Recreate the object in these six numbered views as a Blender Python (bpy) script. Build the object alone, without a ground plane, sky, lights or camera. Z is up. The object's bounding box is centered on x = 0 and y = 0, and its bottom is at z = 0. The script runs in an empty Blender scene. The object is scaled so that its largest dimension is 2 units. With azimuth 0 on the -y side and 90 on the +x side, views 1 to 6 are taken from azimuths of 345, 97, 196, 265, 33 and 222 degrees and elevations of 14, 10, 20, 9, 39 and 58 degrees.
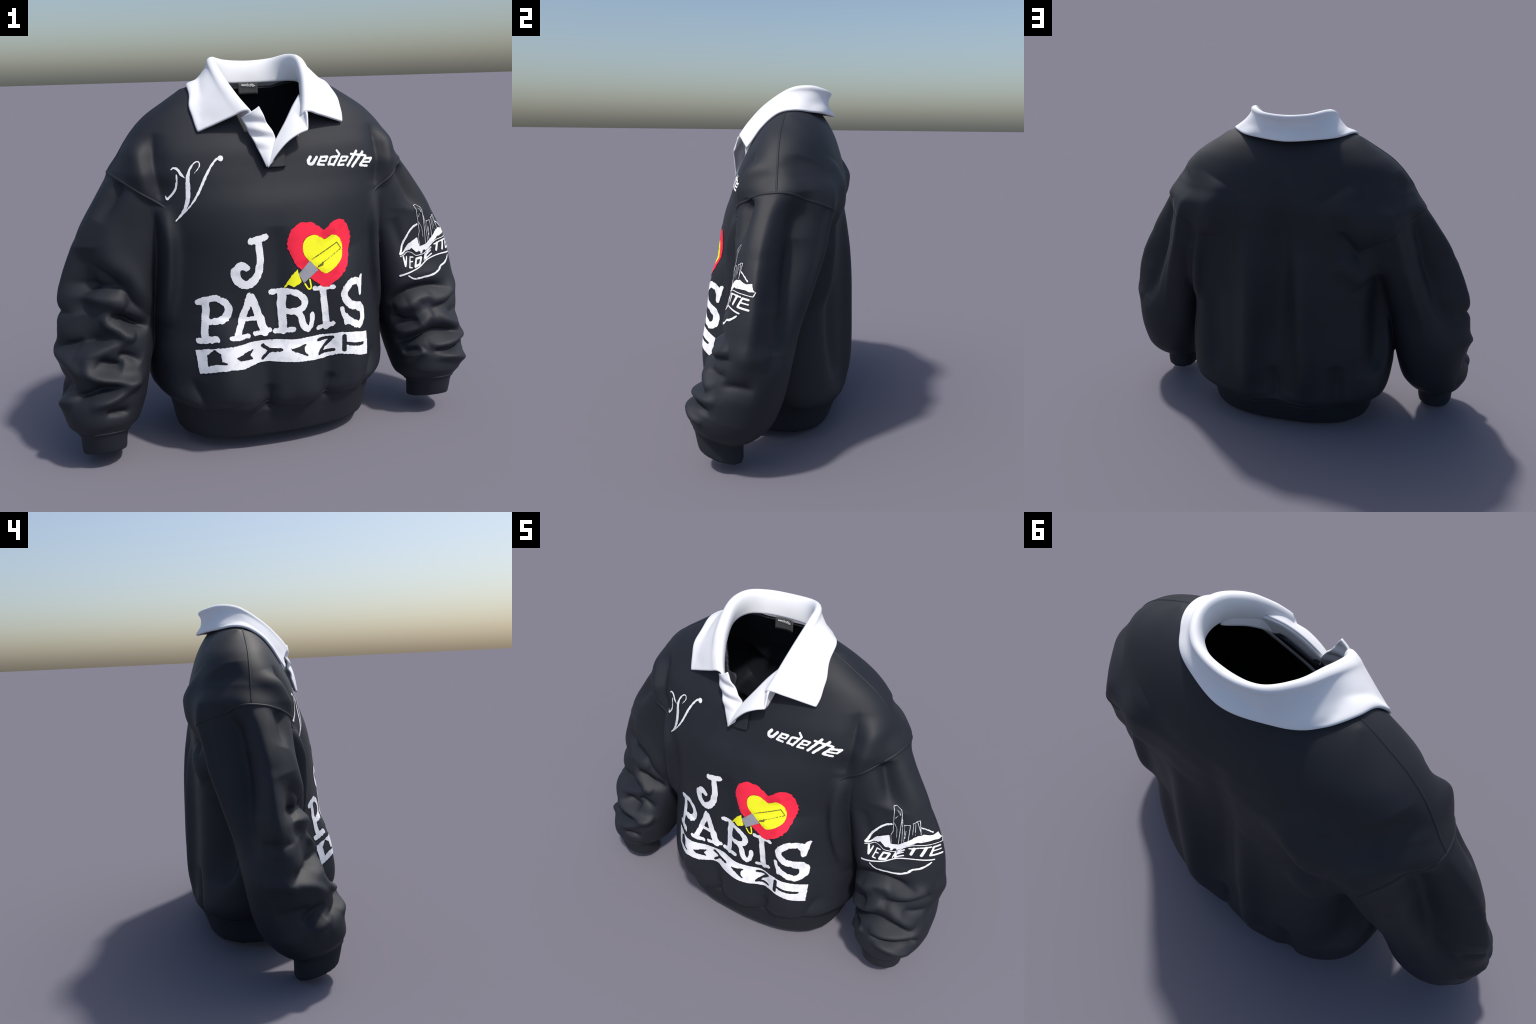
# ------------------------------------------------------------------ FORM
# A heavy cotton rugby sweatshirt standing by itself: torso column, two
# hanging sleeves, rib hem and rib cuffs, given as horizontal sections whose
# size changes with height, blended into one cloth surface.
import math
import numpy as np


def smooth_table(rows, n=800):
    """Monotone-ish cubic (Catmull-Rom) resampling of a table keyed by height."""
    rows = np.array(sorted(rows), float)
    z = rows[:, 0]
    t = np.linspace(z[0], z[-1], n)
    i = np.clip(np.searchsorted(z, t) - 1, 0, len(z) - 2)
    h = (z[i + 1] - z[i])[:, None]
    s = ((t - z[i]) / (z[i + 1] - z[i]))[:, None]
    v = rows[:, 1:]
    d = np.diff(v, axis=0) / np.diff(z)[:, None]
    m = np.zeros_like(v)
    m[1:-1] = np.where(d[1:] * d[:-1] > 0, 2 * d[1:] * d[:-1] / (d[1:] + d[:-1] + 1e-12), 0)
    m[0], m[-1] = d[0], d[-1]
    out = ((1 + 2 * s) * (1 - s) ** 2 * v[i] + s * (1 - s) ** 2 * h * m[i]
           + s * s * (3 - 2 * s) * v[i + 1] + s * s * (s - 1) * h * m[i + 1])
    return t, out


# height, half width, middle y, front y, back y, squareness front, back
TORSO = [
    (-0.05, 0.450, 0.01, -0.300, 0.285, 2.7, 2.5),
    (0.02, 0.462, 0.01, -0.315, 0.300, 2.7, 2.5),
    (0.06, 0.470, 0.01, -0.328, 0.310, 2.7, 2.5),
    (0.12, 0.480, 0.00, -0.346, 0.326, 2.7, 2.5),
    (0.17, 0.490, 0.00, -0.360, 0.340, 2.7, 2.5),
    (0.20, 0.500, 0.00, -0.370, 0.348, 2.7, 2.5),
    (0.225, 0.532, 0.00, -0.388, 0.362, 2.60, 2.70),
    (0.26, 0.562, 0.00, -0.394, 0.362, 2.40, 3.00),
    (0.32, 0.578, 0.00, -0.392, 0.352, 2.15, 3.30),
    (0.42, 0.580, 0.00, -0.384, 0.345, 2.00, 3.40),
    (0.60, 0.562, 0.00, -0.362, 0.338, 1.85, 3.40),
    (0.75, 0.550, 0.01, -0.346, 0.334, 1.90, 3.40),
    (0.90, 0.548, 0.02, -0.327, 0.332, 2.00, 3.30),
    (1.00, 0.560, 0.03, -0.312, 0.332, 2.10, 3.10),
    (1.10, 0.585, 0.04, -0.288, 0.336, 2.20, 2.80),
    (1.20, 0.625, 0.06, -0.249, 0.342, 2.30, 2.60),
    (1.26, 0.655, 0.06, -0.227, 0.342, 2.35, 2.40),
    (1.33, 0.645, 0.06, -0.203, 0.332, 2.35, 2.1),
    (1.40, 0.605, 0.06, -0.170, 0.312, 2.35, 2.25),
    (1.48, 0.530, 0.06, -0.130, 0.284, 2.35, 2.3),
    (1.54, 0.440, 0.06, -0.100, 0.254, 2.3, 2.3),
    (1.60, 0.330, 0.06, -0.050, 0.212, 2.2, 2.2),
    (1.66, 0.200, 0.06, 0.000, 0.150, 2.0, 2.0),
    (1.72, 0.100, 0.06, 0.030, 0.090, 2.0, 2.0),
]
# height, middle x, reach outwards, reach inwards, middle y, reach forward,
# reach back, squareness of the outer front, outer back and inner side
SLEEVE = [
    (-0.05, 0.815, 0.098, 0.098, -0.170, 0.102, 0.102, 2.2, 2.2, 2.2),
    (0.02, 0.815, 0.100, 0.100, -0.175, 0.106, 0.106, 2.2, 2.2, 2.2),
    (0.08, 0.815, 0.104, 0.104, -0.183, 0.112, 0.112, 2.2, 2.2, 2.2),
    (0.125, 0.812, 0.108, 0.108, -0.187, 0.118, 0.118, 2.2, 2.2, 2.2),
    (0.150, 0.810, 0.132, 0.132, -0.175, 0.138, 0.122, 2.2, 2.2, 2.2),
    (0.175, 0.806, 0.160, 0.155, -0.160, 0.163, 0.138, 2.2, 2.2, 2.2),
    (0.22, 0.800, 0.178, 0.172, -0.138, 0.183, 0.160, 2.2, 2.1, 2.2),
    (0.30, 0.785, 0.195, 0.185, -0.105, 0.203, 0.180, 2.1, 2.1, 2.3),
    (0.45, 0.750, 0.232, 0.188, -0.060, 0.192, 0.194, 2.0, 2.1, 2.4),
    (0.60, 0.710, 0.266, 0.168, -0.035, 0.163, 0.198, 1.9, 1.5, 2.6),
    (0.80, 0.660, 0.280, 0.155, -0.015, 0.156, 0.235, 1.9, 1.2, 2.8),
    (1.00, 0.600, 0.260, 0.145, 0.000, 0.154, 0.275, 1.8, 1.12, 2.8),
    (1.15, 0.560, 0.208, 0.140, 0.025, 0.168, 0.278, 1.8, 1.15, 2.8),
    (1.25, 0.530, 0.168, 0.150, 0.055, 0.178, 0.235, 1.8, 1.4, 2.4),
    (1.33, 0.450, 0.150, 0.150, 0.070, 0.150, 0.150, 2.0, 2.0, 2.2),
    (1.42, 0.350, 0.100, 0.100, 0.070, 0.100, 0.100, 2.0, 2.0, 2.2),
]
# the sleeve on +x hangs a little differently: height, shift in x, in z
RIGHT_SHIFT = [(-0.05, -0.032), (0.10, -0.032), (0.18, -0.022), (0.28, 0.002), (0.40, 0.010), (0.60, 0.012), (0.80, 0.004), (1.0, 0.0), (1.5, 0.0)]
TT, TV = smooth_table(TORSO)
ST, SV = smooth_table(SLEEVE)
CUFF_TILT, CUFF_TOP, HEM_TOP = 0.34, 0.135, 0.205


def ramp(x, a, b):
    t = np.clip((x - a) / (b - a), 0, 1)
    return t * t * (3 - 2 * t)


def bump(x, c, w):
    return np.exp(-((x - c) / w) ** 2)


def hem_wave(x, y):
    """Height shift of the hem seam: the cloth blouses over the rib in lobes."""
    f = (0.015 + 0.02 * bump(x, 0.5, 0.3)
         + 0.02 * bump(x, -0.11, 0.05) + 0.02 * bump(x, 0.17, 0.06) + 0.012 * bump(x, -0.30, 0.05)
         - 0.012 * bump(x, -0.2, 0.06) - 0.012 * bump(x, 0.05, 0.06) - 0.01 * bump(x, -0.38, 0.05))
    b = (-0.058 + 0.022 * bump(x, 0.02, 0.05) + 0.022 * bump(x, -0.31, 0.05) - 0.010 * bump(x, -0.15, 0.09)
         - 0.010 * bump(x, 0.22, 0.1))
    return f + (b - f) * ramp(y, -0.10, 0.20)


def torso_height(x, y, z):
    return z - hem_wave(x, y) * bump(z, 0.21, 0.11)


def radial(px, py, a, b, n):
    q = (np.abs(px / a) ** n + np.abs(py / b) ** n) ** (1 / n)
    r = np.sqrt(px * px + py * py)
    return r * (1 - 1 / np.maximum(q, 1e-4)) - np.where(q < 1e-4, np.minimum(a, b), 0)


def torso(x, y, z):
    zz = torso_height(x, y, z)
    a, cy, yf, yb, nf, nb = (np.interp(zz, TT, TV[:, i]) for i in range(6))
    py = y - cy
    # squareness changes over smoothly where front meets back
    n = nb + (nf - nb) * ramp(-py, -0.08, 0.08)
    return radial(x, py, a, np.where(py < 0, cy - yf, yb - cy), n)


def sleeve_height(x, y, z):
    lift = np.where(x > 0, 0.026, 0.0)
    return z - lift * (1 - ramp(z, 0.2, 0.45)) + CUFF_TILT * (y + 0.17) * (1 - ramp(z, 0.2, 0.5))


SHIFT = np.array(RIGHT_SHIFT)


def sleeve_frame(x, y, z):
    """Position beside the sleeve's axis and the section there (x signed)."""
    zz = sleeve_height(x, y, z)
    cx, ao, ai, cy, bf, bb, nof, nob, ni = (np.interp(zz, ST, SV[:, i]) for i in range(9))
    px = np.abs(x) - cx - np.where(x > 0, np.interp(zz, SHIFT[:, 0], SHIFT[:, 1]), 0)
    py = y - cy
    no = nob + (nof - nob) * ramp(-py, -0.06, 0.06)
    n = ni + (no - ni) * ramp(px, -0.05, 0.05)
    return zz, px, py, np.where(px > 0, ao, ai), np.where(py < 0, bf, bb), n


def sleeve(x, y, z):
    zz, px, py, a, b, n = sleeve_frame(x, y, z)
    return radial(px, py, a, b, n) + 0.5 * np.maximum(z - 1.34, 0)


def sleeve_angle(x, y, z):
    """0 in front, +90 degrees outside, -90 inside."""
    zz, px, py, a, b, n = sleeve_frame(x, y, z)
    return np.degrees(np.arctan2(px / a, -py / b)), zz


def polyline_distance(u, v, pts):
    """Distance in a plane to a polyline, and the place 0..1 along it."""
    best = np.full(u.shape, 9.0)
    place = np.zeros(u.shape)
    n = len(pts) - 1
    for i in range(n):
        (u0, v0), (u1, v1) = pts[i], pts[i + 1]
        du, dv = u1 - u0, v1 - v0
        t = np.clip(((u - u0) * du + (v - v0) * dv) / (du * du + dv * dv), 0, 1)
        d = np.hypot(u - u0 - t * du, v - v0 - t * dv)
        nearer = d < best
        best = np.where(nearer, d, best)
        place = np.where(nearer, (i + t) / n, place)
    return best, place


def curve(pts, n=10):
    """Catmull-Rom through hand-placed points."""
    p = np.array(pts, float)
    if len(p) < 3:
        return p
    e = np.vstack([2 * p[0] - p[1], p, 2 * p[-1] - p[-2]])
    out = []
    for i in range(1, len(e) - 2):
        for t in np.arange(n) / n:
            out.append(0.5 * (2 * e[i] + (e[i + 1] - e[i - 1]) * t + (2 * e[i - 1] - 5 * e[i] + 4 * e[i + 1] - e[i + 2]) * t * t
                              + (3 * e[i] - e[i - 1] - 3 * e[i + 1] + e[i + 2]) * t ** 3))
    out.append(p[-1])
    return np.array(out)


ARC = 0.0034          # metres of sleeve girth per degree
# Folds: height of the ridge (negative: crease), width, path.
# On the front and back the path is (x, z); on the sleeves (angle, height).
FRONT_FOLDS = [
    (0.064, 0.042, [(-0.50, 1.12), (-0.485, 0.95), (-0.50, 0.76), (-0.53, 0.58)]),
    (0.056, 0.042, [(0.50, 1.12), (0.485, 0.95), (0.50, 0.76), (0.55, 0.52)]),
    (0.018, 0.070, [(0.05, 0.24), (0.055, 0.36), (0.06, 0.50)]),
    (0.046, 0.085, [(-0.28, 0.25), (-0.285, 0.42), (-0.27, 0.64)]),
    (0.050, 0.090, [(0.31, 0.26), (0.31, 0.46), (0.29, 0.70), (0.27, 0.88)]),
    (-0.030, 0.055, [(-0.06, 0.48), (-0.05, 0.65), (-0.04, 0.82), (-0.03, 1.02)]),
    (-0.026, 0.050, [(-0.105, 0.20), (-0.11, 0.33), (-0.11, 0.44), (-0.09, 0.54)]),
    (-0.024, 0.050, [(0.175, 0.20), (0.17, 0.34), (0.165, 0.46), (0.15, 0.58)]),
    (-0.022, 0.028, [(-0.105, 0.20), (-0.095, 0.26), (-0.09, 0.33)]),
    (-0.020, 0.028, [(0.165, 0.22), (0.175, 0.28), (0.20, 0.34)]),
    (-0.018, 0.030, [(-0.36, 0.20), (-0.38, 0.27), (-0.42, 0.36)]),
    (-0.018, 0.030, [(0.36, 0.22), (0.40, 0.30), (0.44, 0.40)]),
    (-0.044, 0.036, [(-0.50, 1.42), (-0.51, 1.26), (-0.49, 1.14)]),
    (0.046, 0.052, [(-0.60, 1.40), (-0.58, 1.24), (-0.55, 1.12)]),
    (-0.044, 0.036, [(0.50, 1.42), (0.51, 1.26), (0.49, 1.14)]),
    (0.046, 0.052, [(0.60, 1.40), (0.58, 1.24), (0.55, 1.12)]),
]
BACK_FOLDS = [
    (-0.045, 0.060, [(-0.46, 0.80), (-0.48, 0.58), (-0.46, 0.34)]),
    (0.036, 0.060, [(-0.31, 1.02), (-0.38, 0.95), (-0.44, 0.88)]),
    (-0.045, 0.060, [(0.36, 0.80), (0.38, 0.56), (0.36, 0.30)]),
    (0.058, 0.046, [(0.45, 1.16), (0.48, 0.94), (0.51, 0.68)]),
    (0.068, 0.066, [(0.18, 0.18), (0.18, 0.44), (0.17, 0.78), (0.17, 1.14)]),
    (0.058, 0.058, [(-0.135, 0.18), (-0.14, 0.42), (-0.125, 0.72), (-0.12, 1.04)]),
    (-0.025, 0.038, [(0.02, 0.18), (0.02, 0.27), (0.04, 0.38)]),
    (-0.034, 0.040, [(-0.31, 0.18), (-0.31, 0.28), (-0.30, 0.42)]),
    (-0.028, 0.060, [(0.02, 0.42), (0.01, 0.70), (-0.01, 1.04), (-0.02, 1.36)]),
    (0.062, 0.085, [(-0.28, 1.36), (-0.37, 1.24), (-0.44, 1.08)]),
    (-0.035, 0.034, [(-0.30, 1.17), (-0.36, 1.09), (-0.41, 1.00)]),
    (0.056, 0.085, [(0.34, 1.38), (0.39, 1.22), (0.40, 1.08)]),
    (-0.022, 0.034, [(0.51, 1.20), (0.50, 1.10), (0.49, 1.00)]),
    (-0.034, 0.060, [(0.55, 1.40), (0.61, 1.30), (0.64, 1.20)]),
    (-0.050, 0.065, [(-0.52, 1.42), (-0.59, 1.31), (-0.64, 1.20)]),
]
# deep gaps behind the arms where sleeve and back part: depth, width, path
ARMPIT_HOLLOWS = [
    (0.070, 0.045, [(-0.47, 0.93), (-0.49, 0.76), (-0.50, 0.56), (-0.50, 0.36)]),
]
LEFT_FOLDS = [
    (-0.040, 0.060, [(142, 1.05), (142, 0.82), (136, 0.58)]),
    (0.014, 0.055, [(94, 0.98), (95, 0.78), (95, 0.60)]),
    (-0.050, 0.070, [(62, 0.95), (58, 0.80), (52, 0.66)]),
    (-0.036, 0.050, [(42, 1.22), (46, 1.16), (54, 1.06)]),
    (-0.064, 0.078, [(128, 1.26), (128, 1.05), (122, 0.76)]),
    (-0.038, 0.075, [(40, 0.74), (40, 0.64), (44, 0.54)]),
    (0.014, 0.042, [(33, 1.048), (21, 0.902), (-16, 0.78), (-51, 0.645)]),
    (-0.026, 0.034, [(60, 0.882), (24, 0.837), (-10, 0.725), (-53, 0.617)]),
    (-0.040, 0.036, [(78, 0.797), (36, 0.778), (5, 0.781)]),
    (0.022, 0.034, [(77, 0.745), (38, 0.733), (10, 0.724), (-2, 0.683)]),
    (-0.062, 0.026, [(13, 0.661), (-5, 0.638), (-23, 0.617), (-50, 0.588)]),
    (0.025, 0.024, [(20, 0.667), (10, 0.623), (-12, 0.573), (-26, 0.56)]),
    (-0.043, 0.036, [(81, 0.520), (46, 0.544), (19, 0.555), (-10, 0.562)]),
    (0.027, 0.030, [(48, 0.497), (25, 0.515), (6, 0.544), (-12, 0.567)]),
    (0.035, 0.026, [(27, 0.498), (26, 0.444), (11, 0.411), (-16, 0.383), (-44, 0.377)]),
    (-0.043, 0.026, [(20, 0.481), (4, 0.46), (-13, 0.452)]),
    (-0.033, 0.028, [(-1, 0.5), (-20, 0.485), (-39, 0.455)]),
    (-0.043, 0.034, [(60, 0.325), (35, 0.33), (9, 0.356), (-19, 0.36)]),
    (0.027, 0.032, [(26, 0.288), (-2, 0.307), (-26, 0.355), (-45, 0.363)]),
    (-0.027, 0.022, [(2, 0.24), (-15, 0.241), (-34, 0.229)]),
    (-0.020, 0.055, [(44, 0.86), (44, 0.80), (39, 0.754)]),
    (-0.025, 0.030, [(93, 0.494), (73, 0.521), (46, 0.554)]),
    (0.025, 0.032, [(97, 0.477), (72, 0.49), (52, 0.467), (28, 0.402)]),
    (-0.031, 0.035, [(91, 0.325), (73, 0.362), (47, 0.38)]),
    (0.027, 0.028, [(43, 0.343), (61, 0.306), (82, 0.292)]),
    (-0.022, 0.03, [(60, 0.66), (90, 0.665), (120, 0.66)]),
    (0.018, 0.035, [(80, 0.505), (95, 0.50), (125, 0.49)]),
    (-0.018, 0.03, [(70, 0.39), (95, 0.385), (120, 0.38)]),
    (0.014, 0.04, [(60, 0.27), (95, 0.275), (130, 0.27)]),
]
RIGHT_FOLDS = [
    (-0.040, 0.060, [(142, 1.05), (142, 0.82), (136, 0.58)]),
    (0.014, 0.055, [(94, 0.98), (95, 0.78), (95, 0.60)]),
    (-0.022, 0.070, [(20, 1.02), (20, 0.86), (20, 0.70)]),
    (-0.056, 0.052, [(40, 1.22), (40, 1.14), (34, 1.0)]),
    (-0.042, 0.075, [(126, 1.26), (128, 1.05), (122, 0.76)]),
    (-0.016, 0.040, [(-8, 0.98), (-6, 0.85), (0, 0.74)]),
    (0.035, 0.034, [(60, 0.60), (42, 0.588), (29, 0.571), (8, 0.553)]),
    (-0.040, 0.028, [(-63, 0.555), (-29, 0.610), (3, 0.630), (26, 0.626), (42, 0.606)]),
    (0.019, 0.024, [(-26, 0.57), (-4, 0.587), (14, 0.595)]),
    (0.019, 0.026, [(-50, 0.537), (-29, 0.552), (-4, 0.552)]),
    (-0.037, 0.034, [(-58, 0.497), (-41, 0.476), (-17, 0.486)]),
    (0.030, 0.026, [(-65, 0.399), (-36, 0.435), (-21, 0.455), (-3, 0.494), (8, 0.509)]),
    (-0.043, 0.027, [(-67, 0.349), (-45, 0.375), (-17, 0.410), (9, 0.419), (47, 0.387)]),
    (0.027, 0.030, [(-16, 0.345), (8, 0.349), (40, 0.369), (65, 0.365)]),
    (-0.035, 0.022, [(-12, 0.308), (21, 0.313), (43, 0.318), (62, 0.30)]),
    (-0.027, 0.024, [(-61, 0.302), (-30, 0.326)]),
    (0.022, 0.024, [(-62, 0.258), (-39, 0.295), (-24, 0.321)]),
    (-0.022, 0.025, [(3, 0.527), (27, 0.542), (47, 0.558), (69, 0.567)]),
    (-0.020, 0.025, [(28, 0.497), (48, 0.489), (67, 0.495)]),
    (0.027, 0.032, [(8, 0.509), (29, 0.455), (46, 0.409)]),
    (0.025, 0.028, [(-8, 0.273), (19, 0.26), (40, 0.235), (60, 0.225)]),
    (0.014, 0.045, [(70, 0.60), (95, 0.59), (125, 0.57)]),
    (-0.022, 0.035, [(60, 0.455), (85, 0.46), (110, 0.45)]),
]



def strokes(u, v, folds, scale):
    total = np.zeros(u.shape)
    for amp, width, pts in folds:
        c = curve([(p[0] * scale, p[1]) for p in pts], 5)
        lo, hi = c.min(0) - 3 * width, c.max(0) + 3 * width
        k = (u > lo[0]) & (u < hi[0]) & (v > lo[1]) & (v < hi[1])
        if not k.any():
            continue
        d, t = polyline_distance(u[k], v[k], c)
        if amp < 0 and width < 0.04:        # creases are sharper than ridges
            shape = np.exp(-1.5 * (np.sqrt((d / width) ** 2 + 0.03) - 0.173))
            shape *= np.clip(1.5 - d / (2 * width), 0, 1)
        else:
            shape = np.exp(-(d / width) ** 2)
        total[k] += amp * shape * (0.12 + 0.88 * (1 - np.abs(2 * t - 1) ** 3))
    return total


def torso_relief(x, y, z):
    r = np.zeros(x.shape)
    k = y < 0.03
    r[k] += strokes(x[k], z[k], FRONT_FOLDS, 1.0) * ramp(-y[k], -0.03, 0.10)
    k = ~k
    r[k] += strokes(x[k], z[k], BACK_FOLDS, 1.0) * ramp(y[k], 0.03, 0.16)
    return r


def sleeve_relief(x, y, z, folds):
    ang, zz = sleeve_angle(x, y, z)
    r = np.zeros(x.shape)
    for turn in (-360, 0, 360):
        r += strokes((ang + turn) * ARC, zz, folds, ARC)
    return r


def smooth_min(a, b, k):
    h = np.maximum(k - np.abs(a - b), 0) / k
    return np.minimum(a, b) - h * h * k * 0.25


def body(x, y, z, relief=True):
    """Signed distance-like field of the whole cloth body (negative inside)."""
    t = torso(x, y, z)
    s = sleeve(x, y, z)
    if relief:
        near = np.abs(t) < 0.1
        t = t.copy()
        t[near] -= torso_relief(x[near], y[near], z[near])
        s = s.copy()
        for side, folds in ((-1, LEFT_FOLDS), (1, RIGHT_FOLDS)):
            near = (np.abs(s) < 0.1) & (x * side > 0.3) & (z > 0.06)
            s[near] -= sleeve_relief(x[near], y[near], z[near], folds)
    k = 0.014 + 0.070 * ramp(y, -0.02, 0.15) * ramp(z, 0.55, 0.85) + 0.05 * ramp(z, 1.04, 1.25)
    f = smooth_min(t, s, k) + 0.005
    if relief:
        near = (np.abs(f) < 0.12) & (y > 0.02) & (np.abs(x) > 0.25)
        f[near] += strokes(x[near], z[near], ARMPIT_HOLLOWS, 1.0) * ramp(y[near], 0.08, 0.20)
    return f

# ------------------------------------------------------------------ MESHING
import bpy
import bmesh
from mathutils import Vector
from mathutils.bvhtree import BVHTree

rng = np.random.default_rng(7)


def surface_nets(field, lo, hi, step):
    """Quad mesh of field = 0 on a regular grid, vertices relaxed onto it."""
    axes = [np.arange(lo[i], hi[i] + step, step) for i in range(3)]
    X, Y, Z = np.meshgrid(*axes, indexing="ij")
    F = np.empty(X.shape)
    for i in range(0, X.shape[0], 16):
        s = slice(i, i + 16)
        F[s] = field(X[s].ravel(), Y[s].ravel(), Z[s].ravel()).reshape(X[s].shape)
    inside = F < 0
    n = np.array(X.shape)
    cnt = np.zeros(n - 1)
    pos = np.zeros((*(n - 1), 3))
    corner = lambda A, o: A[o[0]:n[0] - 1 + o[0], o[1]:n[1] - 1 + o[1], o[2]:n[2] - 1 + o[2]]
    offs = [(i, j, k) for i in (0, 1) for j in (0, 1) for k in (0, 1)]
    for a in offs:
        for ax in range(3):
            if a[ax]:
                continue
            b = list(a)
            b[ax] = 1
            Fa, Fb = corner(F, a), corner(F, b)
            cross = (Fa < 0) != (Fb < 0)
            t = np.where(cross, Fa / np.where(cross, Fa - Fb, 1), 0)
            for d in range(3):
                pos[..., d] += np.where(cross, a[d] + (t if d == ax else 0), 0)
            cnt += cross
    active = cnt > 0
    index = np.full(cnt.shape, -1)
    index[active] = np.arange(active.sum())
    cell = np.argwhere(active)
    P = lo + (cell + pos[active] / cnt[active][:, None]) * step
    quads = []
    for ax in range(3):
        u, v = [d for d in range(3) if d != ax]
        A = inside
        sl0 = [slice(1, n[d] - 1) for d in range(3)]
        sl1 = list(sl0)
        sl0[ax] = slice(0, n[ax] - 1)
        sl1[ax] = slice(1, n[ax])
        a, b = A[tuple(sl0)], A[tuple(sl1)]
        e = np.argwhere(a != b)
        base = e.copy()
        base[:, u] += 1
        base[:, v] += 1
        flip = a[tuple(e.T)]
        ids = []
        for du, dv in ((-1, -1), (0, -1), (0, 0), (-1, 0)):
            c = base.copy()
            c[:, u] += du
            c[:, v] += dv
            ids.append(index[tuple(c.T)])
        q = np.stack(ids, 1)
        if ax == 1:
            flip = ~flip
        q[~flip] = q[~flip][:, ::-1]
        quads.append(q)
    return P, np.vstack(quads)


def gradient(field, P, e=0.002):
    g = np.empty_like(P)
    for d in range(3):
        A, B = P.copy(), P.copy()
        A[:, d] += e
        B[:, d] -= e
        g[:, d] = (field(*A.T.copy()) - field(*B.T.copy())) / (2 * e)
    return g


def hem_floor(y):
    return 0.040 - 0.08 * y


def closed_body(x, y, z):
    return np.maximum(body(x, y, z), np.where(np.abs(x) < 0.6, hem_floor(y) - z, CUFF_FLOOR - sleeve_height(x, y, z)))


CUFF_FLOOR = 0.040
P, Q = surface_nets(closed_body, np.array([-1.06, -0.50, -0.03]), np.array([1.06, 0.50, 1.70]), 0.0076)
is_cap = np.where(np.abs(P[:, 0]) < 0.6, P[:, 2] < hem_floor(P[:, 1]) + 0.004, sleeve_height(P[:, 0], P[:, 1], P[:, 2]) < CUFF_FLOOR + 0.004)
for _ in range(3):
    f = body(*P.T.copy())
    g = gradient(body, P)
    m = (g * g).sum(1)
    move = (-f / np.maximum(m, 0.05))[:, None] * g
    move = np.clip(move, -0.006, 0.006)
    move[is_cap] = 0
    P += move
# drop the caps so that hem, cuffs and neck are open tubes
edges = np.vstack([Q[:, [0, 1]], Q[:, [1, 2]], Q[:, [2, 3]], Q[:, [3, 0]]])
for it in range(6):
    acc, deg = np.zeros_like(P), np.zeros(len(P))
    for a, b in ((0, 1), (1, 0)):
        for d in range(3):
            acc[:, d] += np.bincount(edges[:, a], P[edges[:, b], d], len(P))
        deg += np.bincount(edges[:, a], minlength=len(P))
    avg = acc / deg[:, None]
    step_ = 0.45 if it % 2 == 0 else -0.38
    P = np.where(is_cap[:, None], P, P + step_ * (avg - P))

# neck opening: the loop of the collar base seen from above, and the slit
NECK = np.array([(-0.08, -0.30), (-0.10, -0.15), (-0.17, -0.06), (-0.215, 0.03), (-0.222, 0.09), (-0.200, 0.155), (-0.12, 0.202),
                 (0.0, 0.216), (0.12, 0.202), (0.200, 0.155), (0.222, 0.09), (0.222, 0.03), (0.20, -0.06), (0.155, -0.14), (0.13, -0.30)])
SLIT = np.array([(-0.08, 1.62), (-0.075, 1.48), (-0.05, 1.30), (-0.038, 1.288), (-0.006, 1.345), (0.03, 1.39), (0.085, 1.455), (0.13, 1.51), (0.13, 1.62)])


def in_polygon(u, v, poly):
    inside_ = np.zeros(u.shape, bool)
    j = len(poly) - 1
    for i in range(len(poly)):
        (ui, vi), (uj, vj) = poly[i], poly[j]
        c = ((vi > v) != (vj > v)) & (u < (uj - ui) * (v - vi) / (vj - vi + 1e-12) + ui)
        inside_ ^= c
        j = i
    return inside_


C = P[Q].mean(1)
cut = is_cap[Q].all(1)
cut |= in_polygon(C[:, 0], C[:, 1], NECK) & (C[:, 2] > 1.47)
cut |= in_polygon(C[:, 0], C[:, 2], SLIT) & (C[:, 1] < 0.0)
Q_open = Q[~cut]
outer_bvh = BVHTree.FromPolygons([tuple(p) for p in P], [tuple(q) for q in Q.tolist()])


def mesh_object(name, verts, faces, material, parent, smooth=True):
    me = bpy.data.meshes.new(name)
    verts = np.asarray(verts, float)
    me.from_pydata([tuple(v) for v in verts.tolist()], [], [tuple(f) for f in faces])
    me.update()
    if smooth:
        me.polygons.foreach_set("use_smooth", [True] * len(me.polygons))
    ob = bpy.data.objects.new(name, me)
    bpy.context.scene.collection.objects.link(ob)
    if material:
        me.materials.append(material)
    ob.parent = parent
    return ob


def apply_modifiers(ob):
    deps = bpy.context.evaluated_depsgraph_get()
    me = bpy.data.meshes.new_from_object(ob.evaluated_get(deps))
    old = ob.data
    ob.modifiers.clear()
    ob.data = me
    bpy.data.meshes.remove(old)
    me.name = ob.name


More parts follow.
